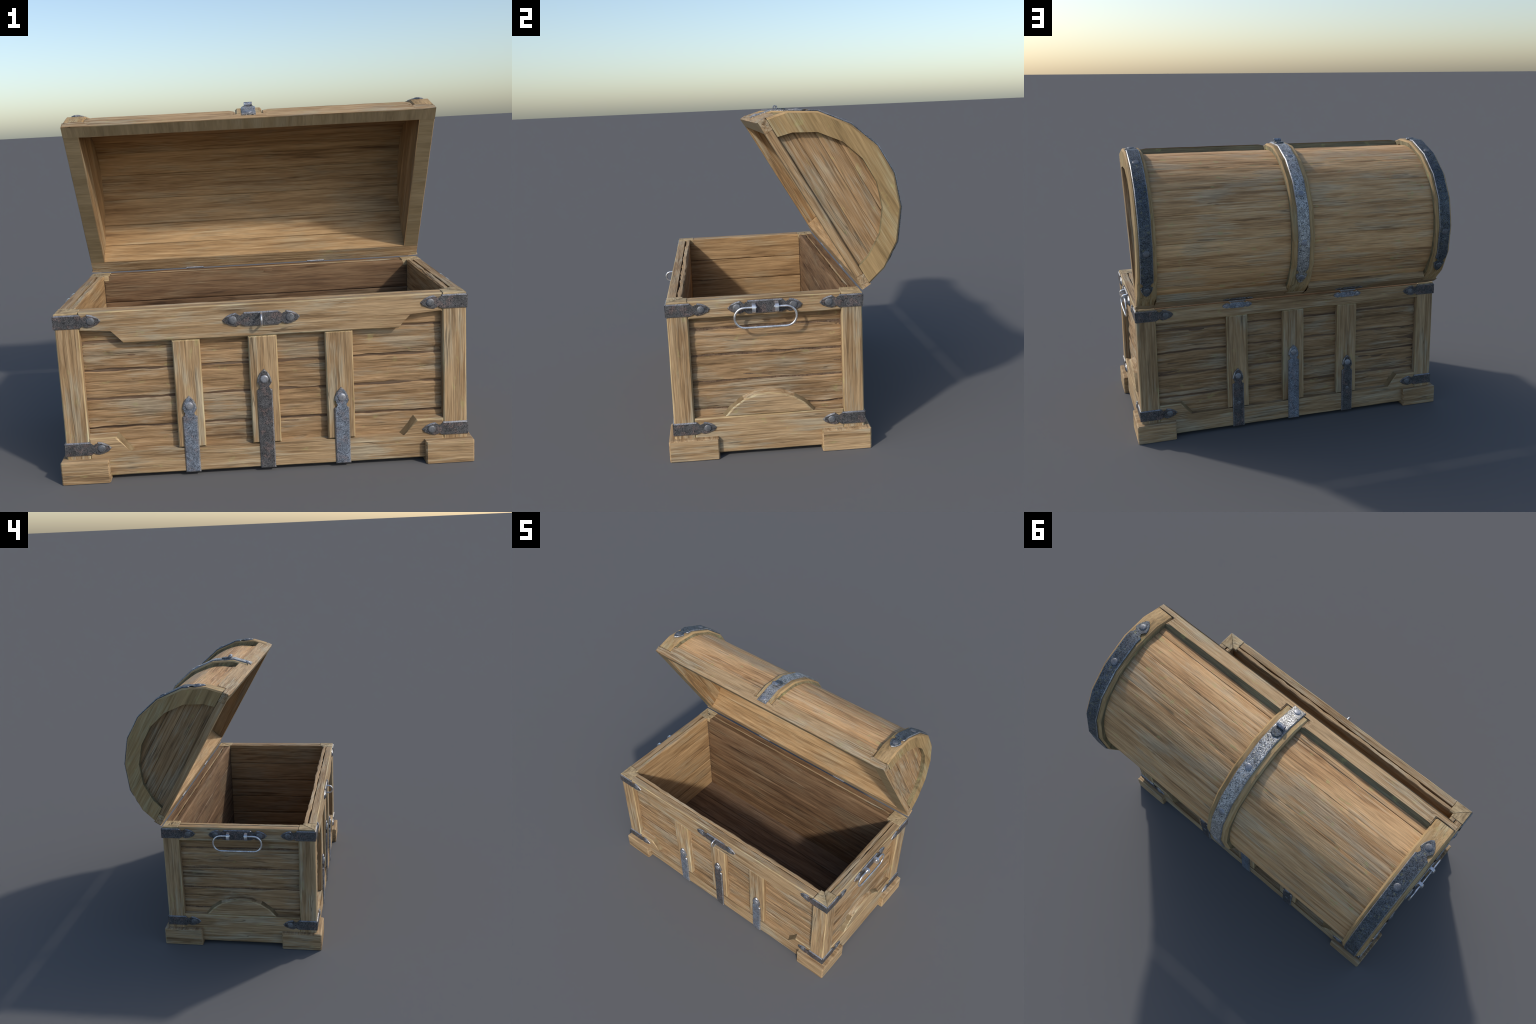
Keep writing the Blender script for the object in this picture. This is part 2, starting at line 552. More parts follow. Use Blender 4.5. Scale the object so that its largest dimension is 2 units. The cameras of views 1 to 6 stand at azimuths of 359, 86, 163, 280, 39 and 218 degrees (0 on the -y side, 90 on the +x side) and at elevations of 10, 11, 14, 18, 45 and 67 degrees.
# plank panels outside, lining boards inside
SEAMS = [0.105, 0.250, 0.393, 0.534, 0.674, 0.760]
LSEAMS = [0.078, 0.215, 0.366, 0.517, 0.668, 0.8265]
BAYS = [(-0.850, -0.400), (-0.314, -0.045), (0.047, 0.316), (0.400, 0.850)]
for side in ('front', 'back', 'right', 'left'):
    f = face_frame(side)
    longside = side in ('front', 'back')
    half, ihalf = (HY, IY) if longside else (HX, IX)
    axis = 0 if longside else 1
    for a0, a1 in (BAYS if longside else [(-SPOST - 0.006, SPOST + 0.006)]):
        for b0, b1 in zip(SEAMS, SEAMS[1:]):
            j = random.uniform(-0.003, 0.003)
            board('plank', body, f, a0, a1, b0, b1, half - REC - 0.010, half - REC - 0.001 + j * 0.7, M['panel', axis],
                  wave=0.0085, relief=0.0088, along=0.014, across=22, edge=0.006)
    # lining: faces inwards
    g = (lambda f: lambda a, b, d: f(a, b, -d))(f)
    e0, e1 = (-IX + 0.0005, IX - 0.0005)
    if not longside:
        e0, e1 = (-FW + 0.0005, IY - 0.0005) if side == 'right' else (-IY + 0.0005, FW - 0.0005)
    if side == 'front':
        ihalf = FW
    for b0, b1 in zip(LSEAMS, LSEAMS[1:]):
        top = b1 > 0.8
        if side == 'front' and top:
            b1 = 0.7995
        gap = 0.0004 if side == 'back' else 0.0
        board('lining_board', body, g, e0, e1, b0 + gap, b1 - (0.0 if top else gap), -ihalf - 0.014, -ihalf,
              M['stained' if side == 'back' else 'lining', axis],  # back lining is darkened by painted shade
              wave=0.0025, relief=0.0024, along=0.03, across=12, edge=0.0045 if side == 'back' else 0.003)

# posts
for sx in (-1, 1):
    for sy in (-1, 1):
        pts = [(POST, HY), (HX, HY), (HX, SPOST), (HX - 0.045, SPOST), (HX - 0.045, HY - 0.045), (POST, HY - 0.045)]
        if sx * sy > 0:
            pts = pts[::-1]
        bm = bmesh.new()
        ring0 = [bm.verts.new((sx * x, YC + sy * y, 0.060)) for x, y in pts]
        ring1 = [bm.verts.new((sx * x, YC + sy * y, 0.800)) for x, y in pts]
        bm.faces.new(ring0[::-1])
        bm.faces.new(ring1)
        vert_edges = []
        for i in range(6):
            j = (i + 1) % 6
            bm.faces.new((ring0[i], ring0[j], ring1[j], ring1[i]))
        bm.edges.ensure_lookup_table()
        keep = [e for e in bm.edges if abs(e.verts[0].co.z - e.verts[1].co.z) > 0.5 and
                abs(e.verts[0].co.x) > POST - 0.001 and
                ((abs(abs(e.verts[0].co.x) - HX) < 1e-4) or abs(abs(e.verts[0].co.y - YC) - HY) < 1e-4)]
        res = bmesh.ops.bevel(bm, geom=keep, offset=0.0055, segments=1, affect='EDGES')
        for f in res['faces']:
            f.material_index = 1
        for z in steps(0.06, 0.8, 0.06):
            bmesh.ops.bisect_plane(bm, geom=bm.verts[:] + bm.edges[:] + bm.faces[:], dist=1e-6,
                                   plane_co=(0, 0, z), plane_no=(0, 0, 1))
        hew(bm, 0.0014, random.random() * 50)
        finish(bm, 'post', body, [M['frame', 2], M['edge', 2]])
        # mitred corner block on the rim: two triangles
        YI = IYF if sy < 0 else IY
        for tri, ax in (([(POST + 0.0015, HY), (HX, HY), (IX, YI), (POST + 0.0015, YI)], 0),
                        ([(HX, HY), (HX, SPOST + 0.0006), (IX, SPOST + 0.0006), (IX, YI)], 1)):
            cx = sum(p[0] for p in tri) / len(tri)
            cy = sum(p[1] for p in tri) / len(tri)
            tri = [(cx + (x - cx) * 0.988, cy + (y - cy) * 0.988) for x, y in tri]
            # keep the outer faces flush with the frame
            tri = [(HX - 0.0005 if x > HX - 0.004 else x, HY - 0.0005 if y > HY - 0.004 else y) for x, y in tri]
            P = [(sx * x, YC + sy * y) for x, y in tri]
            area = sum(P[k][0] * P[(k + 1) % len(P)][1] - P[(k + 1) % len(P)][0] * P[k][1] for k in range(len(P)))
            if area < 0:
                P = P[::-1]
            bm = prism_bm(P, 0.797, ZR + 0.0005, 0.003, 1)
            hew(bm, 0.0006, random.random() * 40)
            finish(bm, 'corner_block', body, M['corner', ax])

# rails and stiles
D0 = HY - 0.046
E = POST - 0.0008
timber('top_rail', body, 'front', [(-E, 0.738), (-0.697, 0.738), (-0.648, 0.670), (0.642, 0.670), (0.694, 0.738),
                                   (E, 0.738), (E, ZR), (-E, ZR)], D0, HY, M['frame', 0])
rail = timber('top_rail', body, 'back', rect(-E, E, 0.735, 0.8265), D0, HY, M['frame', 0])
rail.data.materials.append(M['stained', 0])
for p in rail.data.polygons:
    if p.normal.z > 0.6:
        p.material_index = 3  # top face painted dark so that no sunlit strip shows
for side, sgn in (('front', 1), ('back', 1)):
    timber('bottom_rail', body, side, [(-E, Z0), (E, Z0), (E, 0.224), (0.705, 0.226), (0.634, 0.140),
                                       (-0.634, 0.140), (-0.705, 0.226), (-E, 0.224)], D0, HY, M['frame', 0],
           face=[(-E, Z0), (E, Z0), (E, 0.211), (0.7185, 0.2125), (0.658, 0.1335),
                 (-0.658, 0.1335), (-0.7185, 0.2125), (-E, 0.211)])
    for x in (-0.3575, 0.0, 0.3575):
        w = 0.0650 if x else 0.0680
        top = 0.6692 if side == 'front' else 0.7342
        timber('stile', body, side, rect(x - w, x + w, 0.1408, top), D0, HY - 0.0025, M['frame', 2])
ES = SPOST - 0.0008
for side in ('right', 'left'):
    timber('top_rail', body, side, rect(-ES, ES, 0.737, ZR), HX - 0.046, HX, M['frame', 1])
    timber('bottom_rail', body, side, rect(-ES, ES, Z0, 0.2125), HX - 0.046, HX, M['frame', 1])
    R, rise = 0.2405, 0.128
    arc = [(-R, 0.2135)]
    rad = (R * R + rise * rise) / (2 * rise)
    half_ang = math.asin(R / rad)
    for k in range(0, 9):
        t = half_ang * (1 - 2 * k / 8)
        arc.append((rad * math.sin(t), 0.2135 + rise - rad + rad * math.cos(t)))
    arc = arc[1:]                                  # right to left, counter-clockwise
    arc_face = [(a * 0.935, 0.2135 + (b - 0.2135) * 0.885) for a, b in arc]
    timber('arched_panel', body, side, arc, HX - REC - 0.004, HX - 0.0005, M['frame', 1], face=arc_face)

# rim: ragged check between the rail and the lining cap
for side in ('front', 'back', 'right', 'left'):
    f = face_frame(side)
    longside = side in ('front', 'back')
    half, ihalf, e = (HY, IYF if side == 'front' else IY, IX - 0.022) if longside else (HX, IX, SPOST)
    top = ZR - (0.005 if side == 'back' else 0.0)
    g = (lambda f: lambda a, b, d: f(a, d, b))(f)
    board('rim_board', body, g, -e, e, ihalf + 0.0005, half - 0.0485, 0.800, top + 0.0004, M['stained' if side == 'back' else 'frame', 0 if longside else 1],  # back rim board carries shade in its colour
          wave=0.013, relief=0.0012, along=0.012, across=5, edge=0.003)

# feet
for sx in (-1, 1):
    for sy in (-1, 1):
        L = [(0.755, 0.5185), (0.985, 0.5185), (0.985, 0.265), (0.915, 0.265), (0.915, 0.448), (0.755, 0.448)]
        P = [(sx * x, YC + sy * y) for x, y in (L if sx * sy < 0 else L[::-1])]
        if sum(P[k][0] * P[(k + 1) % 6][1] - P[(k + 1) % 6][0] * P[k][1] for k in range(6)) < 0:
            P = P[::-1]
        bm = prism_bm(P, 0.0, 0.112, 0.0, 1)
        edge = [e for e in bm.edges if max(v.co.z for v in e.verts) > 0.1 and
                all(abs(v.co.x) > 0.75 and (abs(v.co.x) > 0.98 or abs(v.co.y - YC) > 0.51) for v in e.verts)]
        bmesh.ops.bevel(bm, geom=edge, offset=0.006, segments=1, affect='EDGES')
        for ax, lo, hi in ((0, sx * 0.755, sx * 0.985), (1, YC + sy * 0.265, YC + sy * 0.5185)):
            for t in steps(lo, hi, 0.05) if hi > lo else steps(hi, lo, 0.05):
                no = Vector((0, 0, 0))
                no[ax] = 1
                bmesh.ops.bisect_plane(bm, geom=bm.verts[:] + bm.edges[:] + bm.faces[:], dist=1e-6,
                                       plane_co=no * t, plane_no=no)
        for v in bm.verts:
            if v.co.z > 0.01:
                v.co += noise.noise_vector(v.co * 11) * 0.0015
        bmesh.ops.recalc_face_normals(bm, faces=bm.faces)
        for f in bm.faces:
            f.material_index = 1 if abs(f.normal.x) > 0.8 else 0
        finish(bm, 'foot', chest, [M['frame', 0], M['frame', 1]])

# ------------------------------------------------------------------ iron on the box
TH = 0.0075


def corner_strap_mesh():
    L = 0.2155
    half = 0.0340
    arm = strap_outline(2 * L, half, both=True)
    bm = prism_bm(arm, -0.012, TH, 0.0055, 1, cuts=[(0, L)], worn=True)
    # fold at a = L: arm one along -x on the front, arm two along +y on the side

    def fold(a, b, d):
        t = a - L
        if abs(t) < 1e-4:
            return Vector((d, -d, b))
        return Vector((t, -d, b)) if t < 0 else Vector((d, t, b))
    warp(bm, fold)
    edge = [e for e in bm.edges if all(abs(v.co.x + v.co.y) < 1e-5 and v.co.x > 0.001 for v in e.verts)]
    bmesh.ops.bevel(bm, geom=edge, offset=0.004, segments=2, affect='EDGES')
    bmesh.ops.recalc_face_normals(bm, faces=bm.faces)
    me = bpy.data.meshes.new('corner_strap')
    bm.to_mesh(me)
    bm.free()
    me.materials.append(IRON)
    me.materials.append(WORN)
    me.shade_smooth()
    me.set_sharp_from_angle(angle=math.radians(30))
    return me


cs = corner_strap_mesh()
for z in (0.7845, 0.1620):
    for (sx, sy), ang in (((1, -1), 0), ((1, 1), 90), ((-1, 1), 180), ((-1, -1), 270)):
        w = Matrix.Translation((sx * (HX - 0.001), YC + sy * (HY - 0.001), z)) @ Matrix.Rotation(math.radians(ang), 4, 'Z')
        ob = new_object('corner_strap', cs, chest, w)
        for m in (basis(Vector((-0.169, -TH, 0)), Vector((1, 0, 0)), Vector((0, 0, 1)), Vector((0, -1, 0))),
                  basis(Vector((TH, 0.169, 0)), Vector((0, 1, 0)), Vector((0, 0, 1)), Vector((1, 0, 0)))):
            rivet(ob, w @ m, 'dark', 0.92)


def straight_strap(name, parent, length, half, mat, world, scale=1.0, both=False, th=0.009, bevel=0.0055):
    """a plate lying in its own x-y plane, tip at x = 0"""
    bm = prism_bm(strap_outline(length, half, scale, both), -0.012, th, bevel, worn=True)
    return finish(bm, name, parent, [mat, WORN], world, angle=25, keep_origin=True)


for side in ('front', 'back'):
    for x, tip in ((-0.360, 0.397), (0.0, 0.508), (0.361, 0.397)):
        m = frame_matrix(side, x, tip, HY - 0.001)
        m = m @ Matrix.Rotation(math.radians(-90), 4, 'Z')
        bright = (side == 'front') == (x != 0)
        s = straight_strap('strap', chest, tip - 0.016, 0.0358, BLUE if bright else IRON, m)
        rivet(s, m @ Matrix.Translation((0.047, 0, 0.009)), 'bright', 0.95)
        if side == 'back' and x:
            rivet(s, m @ Matrix.Translation((0.225, 0, 0.009)), 'dark', 0.6)

# clasp plate on the front
m = frame_matrix('front', -0.181, 0.7535, HY - 0.001)
clasp = straight_strap('clasp_plate', chest, 0.362, 0.0345, IRON, m, both=True)
for a in (0.047, 0.315):
    rivet(clasp, m @ Matrix.Translation((a, 0, 0.009)), 'dark', 1.0)
pts = [Vector((0.0, YC - HY - 0.004, 0.753 + 0.027)), Vector((0.0, YC - HY - 0.020, 0.753 + 0.027))]
pts += [Vector((0.0, YC - HY - 0.024 - 0.026 * math.sin(t), 0.753 + 0.027 * math.cos(t)))
        for t in [math.pi * k / 12 for k in range(13)]]
pts += [Vector((0.0, YC - HY - 0.020, 0.753 - 0.027)), Vector((0.0, YC - HY - 0.004, 0.753 - 0.027))]
finish(tube_bm(pts, 0.0055, 10), 'staple', clasp, POLISH, angle=60)

# carrying handles on the ends
for side in ('right', 'left'):
    f = face_frame(side)
    m = frame_matrix(side, -0.188, 0.7825, HX - 0.001)
    plate = straight_strap('handle_plate', chest, 0.376, 0.0345, IRON, m, both=True)
    for a in (0.047, 0.329):
        rivet(plate, m @ Matrix.Translation((a, 0, 0.009)), 'dark', 1.0)
    hd = HX + 0.0230
    zc, rr, hl = 0.733, 0.051, 0.1545
    pts = [f(-0.043, zc + rr, hd), f(-0.075, zc + rr, hd)]
    cy = hl - rr
    pts += [f(-cy - rr * math.sin(t), zc + rr * math.cos(t), hd) for t in [math.pi * k / 14 for k in range(15)]]
    pts += [f(x, zc - rr, hd) for x in (-0.05, 0.0, 0.05)]
    pts += [f(cy + rr * math.sin(t), zc - rr * math.cos(t), hd) for t in [math.pi * k / 14 for k in range(15)]]
    pts += [f(0.075, zc + rr, hd), f(0.043, zc + rr, hd)]
    finish(tube_bm(pts, 0.0060, 10), 'handle', plate, POLISH, angle=60)
    for y in (-0.057, 0.057):
        # eye: a bent strip round the bar
        c = zc + rr
        prof = [(HX + 0.004, 0.024), (HX + 0.024, 0.020)]
        prof = [(HX + 0.002, c + 0.021), (HX + 0.020, c + 0.021)]
        prof += [(HX + 0.026 + 0.016 * math.sin(t), c - 0.004 + 0.023 * math.cos(t)) for t in [math.pi * k / 8 for k in range(9)]]
        prof += [(HX + 0.002, c - 0.027)]
        inner = [(HX + 0.002, c + 0.013), (HX + 0.022, c + 0.013), (HX + 0.034, c + 0.004), (HX + 0.035, c - 0.008),
                 (HX + 0.026, c - 0.019), (HX + 0.002, c - 0.019)]
        ring = prof + inner[::-1]
        bm = bmesh.new()
        A = [bm.verts.new(f(y - 0.009, z, d)) for d, z in prof]
        B = [bm.verts.new(f(y + 0.009, z, d)) for d, z in prof]
        bm.faces.new(A)
        bm.faces.new(B[::-1])
        for k in range(len(prof)):
            j = (k + 1) % len(prof)
            bm.faces.new((A[k], B[k], B[j], A[j]))
        finish(bm, 'eye', plate, POLISH, angle=40)

# ------------------------------------------------------------------ the lid
# local frame: x along the chest, y = -u' (front negative), z = v above the opening plane
LIDM = Matrix.Translation(HINGE) @ Matrix.Rotation(-LID_ANGLE, 4, 'X') @ Matrix.Translation((0, -LU, 0))
HALF = [(0.486, 0.0), (0.482, 0.044), (0.457, 0.148), (0.3765, 0.271), (0.238, 0.374), (0.0795, 0.430)]
OUTER = [(-a, b) for a, b in HALF] + HALF[::-1]         # back to front, over the top
IN_HALF = [(0.378, 0.044), (0.358, 0.114), (0.294, 0.218), (0.190, 0.296), (0.067, 0.336)]
RING_IN = [(-a, b) for a, b in IN_HALF] + IN_HALF[::-1]
LINING = [(-0.421, -0.0002), (-0.395, 0.117), (-0.321, 0.217), (-0.210, 0.323), (-0.075, 0.380),
          (0.076, 0.382), (0.213, 0.329), (0.322, 0.223), (0.388, 0.116), (0.421, -0.0002)]
ARCH_X = 0.848


def normals_of(path):
    out = []
    for i in range(len(path)):
        ns = []
        for p, q in ((i - 1, i), (i, i + 1)):
            if p < 0 or q >= len(path):
                continue
            t = Vector((path[q][0] - path[p][0], path[q][1] - path[p][1])).normalized()
            ns.append(Vector((-t.y, t.x)))
        if len(ns) == 2:
            m = (ns[0] + ns[1]).normalized()
            m /= max(0.5, m.dot(ns[0]))
        else:
            m = ns[0]
        out.append(m)
    return out


def offset_path(path, d):
    return [(p[0] + n.x * d, p[1] + n.y * d) for p, n in zip(path, normals_of(path))]




def L3(x, u, v):
    return Vector((x, -u, v))


def ring_solid(path_out, path_in, x0, x1, chamfer=0.0, split=True):
    """band between two paths, swept from x0 to x1"""
    bm = bmesh.new()
    n = len(path_out)
    xs = [x0, x1]
    V = {}
    for k, x in enumerate(xs):
        for nm, path in (('o', path_out), ('i', path_in)):
            V[k, nm] = [bm.verts.new(L3(x, *p)) for p in path]
    for i in range(n - 1):
        bm.faces.new((V[0, 'o'][i], V[1, 'o'][i], V[1, 'o'][i + 1], V[0, 'o'][i + 1]))
        bm.faces.new((V[0, 'i'][i], V[0, 'i'][i + 1], V[1, 'i'][i + 1], V[1, 'i'][i]))
        bm.faces.new((V[0, 'o'][i], V[0, 'o'][i + 1], V[0, 'i'][i + 1], V[0, 'i'][i]))
        bm.faces.new((V[1, 'o'][i + 1], V[1, 'o'][i], V[1, 'i'][i], V[1, 'i'][i + 1]))
    for i in (0, n - 1):
        q = (V[0, 'o'][i], V[0, 'i'][i], V[1, 'i'][i], V[1, 'o'][i])
        bm.faces.new(q if i == 0 else q[::-1])
    return bm, V


# backing shell so that no joint can be seen through
def inner_shell():
    bm = bmesh.new()
    P = offset_path(LINING, 0.0075)
    P = [(a, max(b, 0.010)) for a, b in P]
    x = 0.890
    L = [bm.verts.new(L3(-x, *p)) for p in P]
    R = [bm.verts.new(L3(x, *p)) for p in P]
    for i in range(len(P) - 1):
        bm.faces.new((L[i], R[i], R[i + 1], L[i + 1]))
    bm.faces.new(L)
    bm.faces.new(R[::-1])
    bm2 = bm
    bmesh.ops.recalc_face_normals(bm2, faces=bm2.faces)
    bmesh.ops.solidify(bm2, geom=bm2.faces[:], thickness=0.002)
    return bm2


lid = finish(inner_shell(), 'lid', chest, M['lining', 0], LIDM, keep_origin=True)


def lid_part(bm, name, mats, angle=35, keep=True):
    return finish(bm, name, lid, mats, LIDM, angle=angle, keep_origin=keep)


# rim rails: front and back (notched under the bows), and the two ends
def out_at(v):
    for (a0, b0), (a1, b1) in zip(HALF, HALF[1:]):
        if b0 <= v <= b1:
            return a0 + (a1 - a0) * (v - b0) / (b1 - b0)
    return HALF[0][0]


NV, RV = 0.0425, 0.0965
CB = 0.0690                                        # half width of the middle bow
for s in (1, -1):
    o = [(-HX + 0.001, 0.0), (HX - 0.001, 0.0), (HX - 0.001, NV), (ARCH_X - 0.002, NV), (ARCH_X - 0.002, RV),
         (CB + 0.001, RV), (CB + 0.001, NV), (-CB - 0.001, NV), (-CB - 0.001, RV),
         (-ARCH_X + 0.002, RV), (-ARCH_X + 0.002, NV), (-HX + 0.001, NV)]
    bm = prism_bm(o, 0.0, 1.0, 0.0, 1, cuts=[(1, 0.044)] + [(0, x) for x in steps(-HX, HX, 0.05)])
    warp(bm, lambda a, b, d: L3(a, s * (0.4205 + ((out_at(b) if s > 0 else 0.4 * out_at(b) + 0.6 * 0.486) - 0.4205) * d), b))
    edge = [e for e in bm.edges if e.is_manifold and e.calc_face_angle(0) > 0.6 and
            all(abs(v.co.y) > 0.43 for v in e.verts)]
    bmesh.ops.bevel(bm, geom=edge, offset=0.005, segments=2, affect='EDGES')
    bmesh.ops.recalc_face_normals(bm, faces=bm.faces)
    for f in bm.faces:
        f.material_index = 0
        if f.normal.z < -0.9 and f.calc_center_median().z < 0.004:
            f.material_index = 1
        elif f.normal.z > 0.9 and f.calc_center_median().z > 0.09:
            f.material_index = 2  # ledge top, darkened with painted recess shade
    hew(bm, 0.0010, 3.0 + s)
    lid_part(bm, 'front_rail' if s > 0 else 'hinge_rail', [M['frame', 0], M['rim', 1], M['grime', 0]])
for s in (1, -1):
    bm = prism_bm(rect(-0.4203, 0.4203, 0.0, NV), 0.8795, HX - 0.001, 0.003, 1,
                  cuts=[(0, x) for x in steps(-0.42, 0.42, 0.05)])
    warp(bm, lambda a, b, d: L3(s * d, a, b))
    bmesh.ops.recalc_face_normals(bm, faces=bm.faces)
    for f in bm.faces:
        f.material_index = 1 if f.normal.z < -0.9 else 0
    hew(bm, 0.0008, 9.0 + s)
    lid_part(bm, 'end_rail', [M['frame', 1], M['rim', 0]])

# bows: two at the ends, one in the middle
AO = [(-out_at(0.0445), 0.0445)] + OUTER[2:-2] + [(out_at(0.0445), 0.0445)]
n_bow = len(AO)
assert n_bow == len(RING_IN)


THIN = offset_path(AO, -0.036)
THIN[0] = (THIN[0][0], 0.0445)
THIN[-1] = (THIN[-1][0], 0.0445)


def bow(sections):
    """sections: (x, inner outline) in order of x; the ring is stepped where two share an x"""
    bm = bmesh.new()
    S = [([bm.verts.new(L3(x, *p)) for p in AO] if k == 0 or x != sections[k - 1][0] else None,
          [bm.verts.new(L3(x, *p)) for p in inner]) for k, (x, inner) in enumerate(sections)]
    n = n_bow
    chamfer = []
    prev_o = None
    for k, (o, i_) in enumerate(S):
        if k == 0:
            prev_o = o
            continue
        pi = S[k - 1][1]
        for a in range(n - 1):
            bm.faces.new((pi[a], pi[a + 1], i_[a + 1], i_[a]))
        if o is not None:
            ends = (0, n - 1)
            for a in range(n - 1):
                bm.faces.new((prev_o[a], o[a], o[a + 1], prev_o[a + 1]))
            prev_last, prev_o = prev_o, o
    first_o, last_o = S[0][0], prev_o
    for o, i_ in ((first_o, S[0][1]), (last_o, S[-1][1])):
        for a in range(n - 1):
            bm.faces.new((o[a], o[a + 1], i_[a + 1], i_[a]))
            chamfer.append(bm.edges.get((o[a], o[a + 1])))
    bmesh.ops.recalc_face_normals(bm, faces=bm.faces)
    bmesh.ops.bevel(bm, geom=chamfer, offset=0.009, segments=1, affect='EDGES')
    bmesh.ops.recalc_face_normals(bm, faces=bm.faces)
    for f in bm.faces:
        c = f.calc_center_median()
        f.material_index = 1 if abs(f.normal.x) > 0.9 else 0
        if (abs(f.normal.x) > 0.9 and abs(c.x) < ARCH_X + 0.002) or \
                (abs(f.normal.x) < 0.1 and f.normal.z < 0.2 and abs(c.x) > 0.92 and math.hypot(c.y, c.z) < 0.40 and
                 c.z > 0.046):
            f.material_index = 2  # recess walls of the bows, shade painted into their colour
    return bm


for s in (1, -1):
    sec = [(s * ARCH_X, THIN), (s * 0.9235, THIN), (s * 0.9235, RING_IN), (s * (HX - 0.0005), RING_IN)]
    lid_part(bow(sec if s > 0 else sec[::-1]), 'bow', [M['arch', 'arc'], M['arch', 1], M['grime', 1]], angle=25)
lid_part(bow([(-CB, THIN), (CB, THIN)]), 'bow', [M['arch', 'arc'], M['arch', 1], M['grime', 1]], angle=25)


def stave(name, p, q, x0, x1, thick, mat, sign=1, wave=0.0006, relief=0.002, edge=0.0015, along=0.04, turn=20):
    """a board spanning the facet p -> q, between x0 and x1; sign +1 shows outwards, -1 inwards"""
    p, q = Vector(p), Vector(q)
    t = (q - p).normalized()
    nn = Vector((-t.y, t.x)) * sign
    w = (q - p).length

    sag = sign * w / 2 * math.tan(math.radians(turn / 4))

    def fr(a, b, d):
        k = 2 * b / w - 1
        c = p + t * b + nn * (d + sag * (1 - k * k - 0.5))
        return L3(a, c.x, c.y)
    return board(name, lid, fr, x0, x1, 0.0, w, -thick, 0.0, mat, wave=wave, relief=relief, base=LIDM,
                 along=along, across=12, edge=edge)


# staves of the dome: one per facet, in the two bays
# depth of the skin below the bows, from the hinge rail over to the front rail, where it dips
SINK = [0.0365, 0.0305, 0.0305, 0.0300, 0.0270, 0.0265, 0.0315, 0.0395]
dome = [(-0.4420, 0.088)]
dome += [offset_path(OUTER, -d)[k + 2] for k, d in enumerate(SINK)]
dome += [(0.4390, 0.088)]
for x0, x1 in ((-ARCH_X - 0.006, -CB + 0.006), (CB - 0.006, ARCH_X + 0.006)):
    for p, q in zip(dome, dome[1:]):
        stave('stave', p, q, x0, x1, 0.008, M['dome', 0], relief=0.0028, along=0.025, wave=0.0003, edge=0.0009)
# lining of the dome
for p, q in zip(LINING, LINING[1:]):
    stave('lining_stave', p, q, -0.8805, 0.8805, 0.006, M['lining', 0], sign=-1, relief=0.0012, edge=0.001)

# end walls: boards recessed within the bows, lining within
def clip_board(name, poly, b0, b1, x_in, x_out, mat, relief=0.003):
    """part of the end wall between heights b0 and b1 inside the outline poly (u, v)"""
    bm = bmesh.new()
    s = 1 if x_out > 0 else -1
    seed = random.random() * 60
    vs = [bm.verts.new((u, v, 0)) for u, v in poly]
    bm.faces.new(vs)
    for val, no in ((b0, Vector((0, -1, 0))), (b1, Vector((0, 1, 0)))):
        bmesh.ops.bisect_plane(bm, geom=bm.verts[:] + bm.edges[:] + bm.faces[:], dist=1e-6, plane_co=(0, val, 0),
                               plane_no=no, clear_outer=True)
    if not bm.faces:
        bm.free()
        return
    for i in range(1, 12):
        v = b0 + (b1 - b0) * i / 12
        bmesh.ops.bisect_plane(bm, geom=bm.verts[:] + bm.edges[:] + bm.faces[:], dist=1e-6, plane_co=(0, v, 0),
                               plane_no=(0, 1, 0))
    for u in steps(-0.45, 0.45, 0.03):
        bmesh.ops.bisect_plane(bm, geom=bm.verts[:] + bm.edges[:] + bm.faces[:], dist=1e-6, plane_co=(u, 0, 0),
                               plane_no=(1, 0, 0))
    ret = bmesh.ops.extrude_face_region(bm, geom=bm.faces[:])
    top = {g for g in ret['geom'] if isinstance(g, bmesh.types.BMVert)}
    for v in bm.verts:
        u, h = v.co.x, v.co.y
        if v in top:
            w = noise.noise((u * 5 + seed, h * 50, seed)) * 0.7 + noise.noise((u * 12, h * 120, seed)) * 0.3
            e = min(abs(h - b0), abs(h - b1))
            drop = 0.004 * max(0.0, 1 - e / 0.004)
            v.co = L3(x_out + s * (w * relief - drop), u, h)
        else:
            v.co = L3(x_in, u, h)
    lid_part(bm, name, mat, angle=50, keep=False)


pan = offset_path(RING_IN, 0.008)
pan = [(pan[0][0], 0.036)] + pan[1:-1] + [(pan[-1][0], 0.036)]
lin = LINING
for s in (1, -1):
    hs = [0.036, 0.122, 0.208, 0.285, 0.37]
    for b0, b1 in zip(hs, hs[1:]):
        clip_board('end_board', pan, b0 + 0.0006, b1 - 0.0006, s * (HX - 0.044), s * (HX - 0.030), M['panel', 1], 0.006)
    hs = [0.0, 0.13, 0.26, 0.40]
    for b0, b1 in zip(hs, hs[1:]):
        clip_board('lining_end', lin, b0 + 0.0004, b1 - 0.0004, s * 0.889, s * 0.8800, M['lining', 1], -0.001)


# iron bands over the bows
def band_path():
    P = AO
    S = [0.0]
    for p, q in zip(P, P[1:]):
        S.append(S[-1] + math.hypot(q[0] - p[0], q[1] - p[1]))
    return P, S


BP, BS = band_path()
BN = normals_of(BP)


def on_band(s, d):
    """arc length from the back foot of the bow -> (u, v) lifted by d, and the surface normal"""
    s = max(s, 0.0)
    for i in range(len(BP) - 1):
        if s <= BS[i + 1] + 1e-9 or i == len(BP) - 2:
            f = (s - BS[i]) / (BS[i + 1] - BS[i])
            p = Vector(BP[i]).lerp(Vector(BP[i + 1]), f)
            t = (Vector(BP[i + 1]) - Vector(BP[i])).normalized()
            nn = Vector((-t.y, t.x))
            if f < 1e-5:
                off = BN[i]
            elif f > 1 - 1e-5:
                off = BN[i + 1]
            else:
                off = nn
            return p + off * d, nn


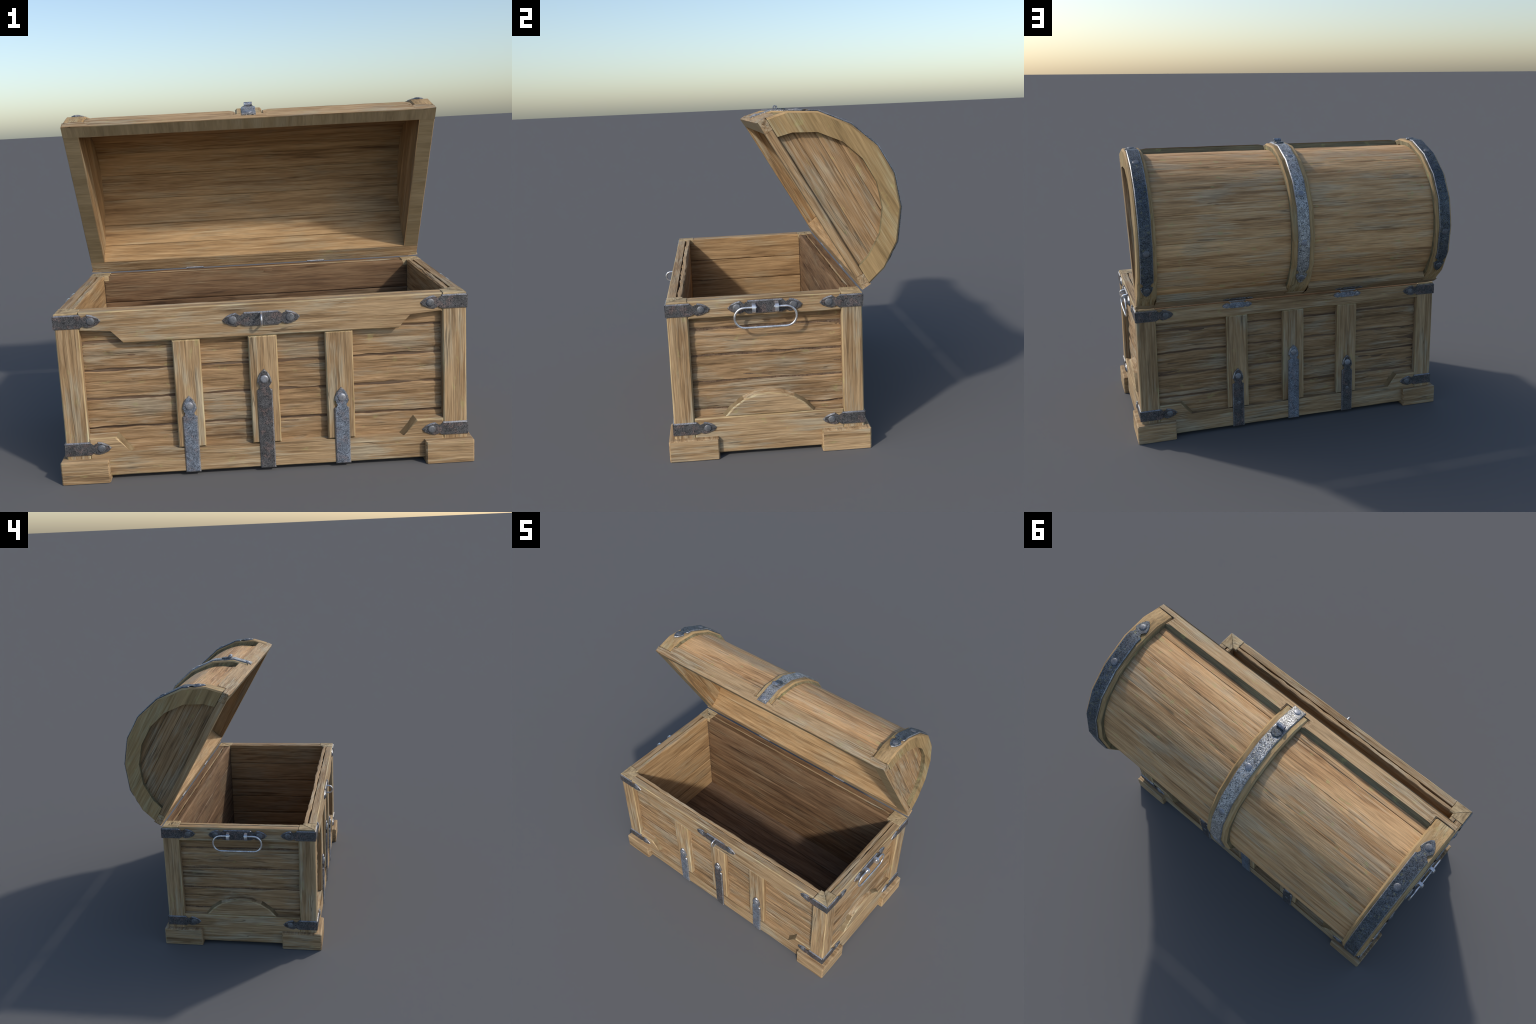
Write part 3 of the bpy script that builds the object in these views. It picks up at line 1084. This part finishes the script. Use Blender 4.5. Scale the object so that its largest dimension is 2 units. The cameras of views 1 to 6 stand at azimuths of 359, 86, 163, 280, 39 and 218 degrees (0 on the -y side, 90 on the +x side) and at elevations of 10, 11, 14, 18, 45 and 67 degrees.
def s_of(u):
    """arc length where the bow passes depth u"""
    for i in range(len(BP) - 1):
        if BP[i][0] <= u <= BP[i + 1][0]:
            return BS[i] + (BS[i + 1] - BS[i]) * (u - BP[i][0]) / (BP[i + 1][0] - BP[i][0])


def band(xc, s0, s1, mat, both):
    L = s1 - s0
    bm = prism_bm(strap_outline(L, 0.0365, both=both), -0.004, 0.0085, 0.004, 1,
                  cuts=[(0, s - s0) for s in BS[1:-1]], worn=True)

    def fn(a, b, d):
        p, _ = on_band(s0 + a, d)
        return L3(xc + b, p.x, p.y)
    warp(bm, fn)
    return lid_part(bm, 'iron_band', [mat, WORN], angle=25)


def band_matrix(xc, s, d):
    p, nn = on_band(s, d)
    z = L3(0, nn.x, nn.y)
    x = Vector((1, 0, 0))
    return LIDM @ basis(L3(xc, p.x, p.y), x, z.cross(x), z)


s_head = s_of(-0.4535)
s_front = s_of(0.4535)
for xc in (-0.9065, 0.9065):
    band(xc, s_head, s_front, DKBLUE, True)
    for s in (s_head + 0.047, s_of(-0.265), s_of(0.265), s_front - 0.047):
        rivet(lid, band_matrix(xc, s, 0.0085), 'dark', 0.95)
band(0.0, s_head, BS[-1] + 0.022, STEEL, False)
for s in (s_head + 0.047, s_of(-0.268), s_of(0.0), s_of(0.270), BS[-1] - 0.006):
    rivet(lid, band_matrix(0.0, s, 0.0085), 'bright', 0.88)

# hasp: a small octagonal plate with a rolled barrel on the middle band
sh = s_of(0.424)
bm = lathe_bm([(0.031, 0.0), (0.031, 0.004), (0.027, 0.008), (0.018, 0.009), (0.0, 0.0095)], n=8)
finish(bm, 'hasp_plate', lid, DKBLUE, band_matrix(0.0, sh, 0.008), angle=30, keep_origin=True)
bm = bmesh.new()
bw = 0.0215
cap = []
for x in (-bw, bw):
    ring_o = [bm.verts.new((x, 0.0125 * math.cos(t), 0.0125 * math.sin(t))) for t in [2 * math.pi * k / 14 for k in range(14)]]
    ring_i = [bm.verts.new((x, 0.006 * math.cos(t), 0.006 * math.sin(t))) for t in [2 * math.pi * k / 14 for k in range(14)]]
    cap.append((ring_o, ring_i))
for k in range(14):
    j = (k + 1) % 14
    (o0, i0), (o1, i1) = cap
    bm.faces.new((o0[k], o0[j], o1[j], o1[k]))
    bm.faces.new((i0[k], i1[k], i1[j], i0[j]))
    bm.faces.new((o0[k], i0[k], i0[j], o0[j]))
    bm.faces.new((o1[k], o1[j], i1[j], i1[k]))
finish(bm, 'hasp_barrel', lid, BLUE, band_matrix(0.0, sh + 0.034, 0.021), angle=50, keep_origin=True)

# ------------------------------------------------------------------ hinges
for x in (-0.3555, 0.3555):
    m = frame_matrix('back', x - 0.0935, 0.803, HY - 0.002)
    leaf = straight_strap('hinge', chest, 0.187, 0.0185, BLUE, m, scale=0.52, both=True, th=0.006, bevel=0.003)
    for a in (0.026, 0.161):
        rivet(leaf, m @ Matrix.Translation((a, 0, 0.006)), 'bright', 0.5)
    # upper leaf lies on the back of the lid rail
    ml = LIDM @ basis(L3(x - 0.0935, -LU + 0.001, 0.024), Vector((1, 0, 0)), Vector((0, 0, -1)), Vector((0, 1, 0)))
    up = straight_strap('hinge_leaf', leaf, 0.187, 0.0185, IRON, ml, scale=0.52, both=True, th=0.006, bevel=0.003)
    bm = tube_bm([Vector((x - 0.05, HINGE.y - 0.001, HINGE.z - 0.006)), Vector((x + 0.05, HINGE.y - 0.001, HINGE.z - 0.006))], 0.0065, 10)
    finish(bm, 'knuckle', leaf, RIVET, angle=60)
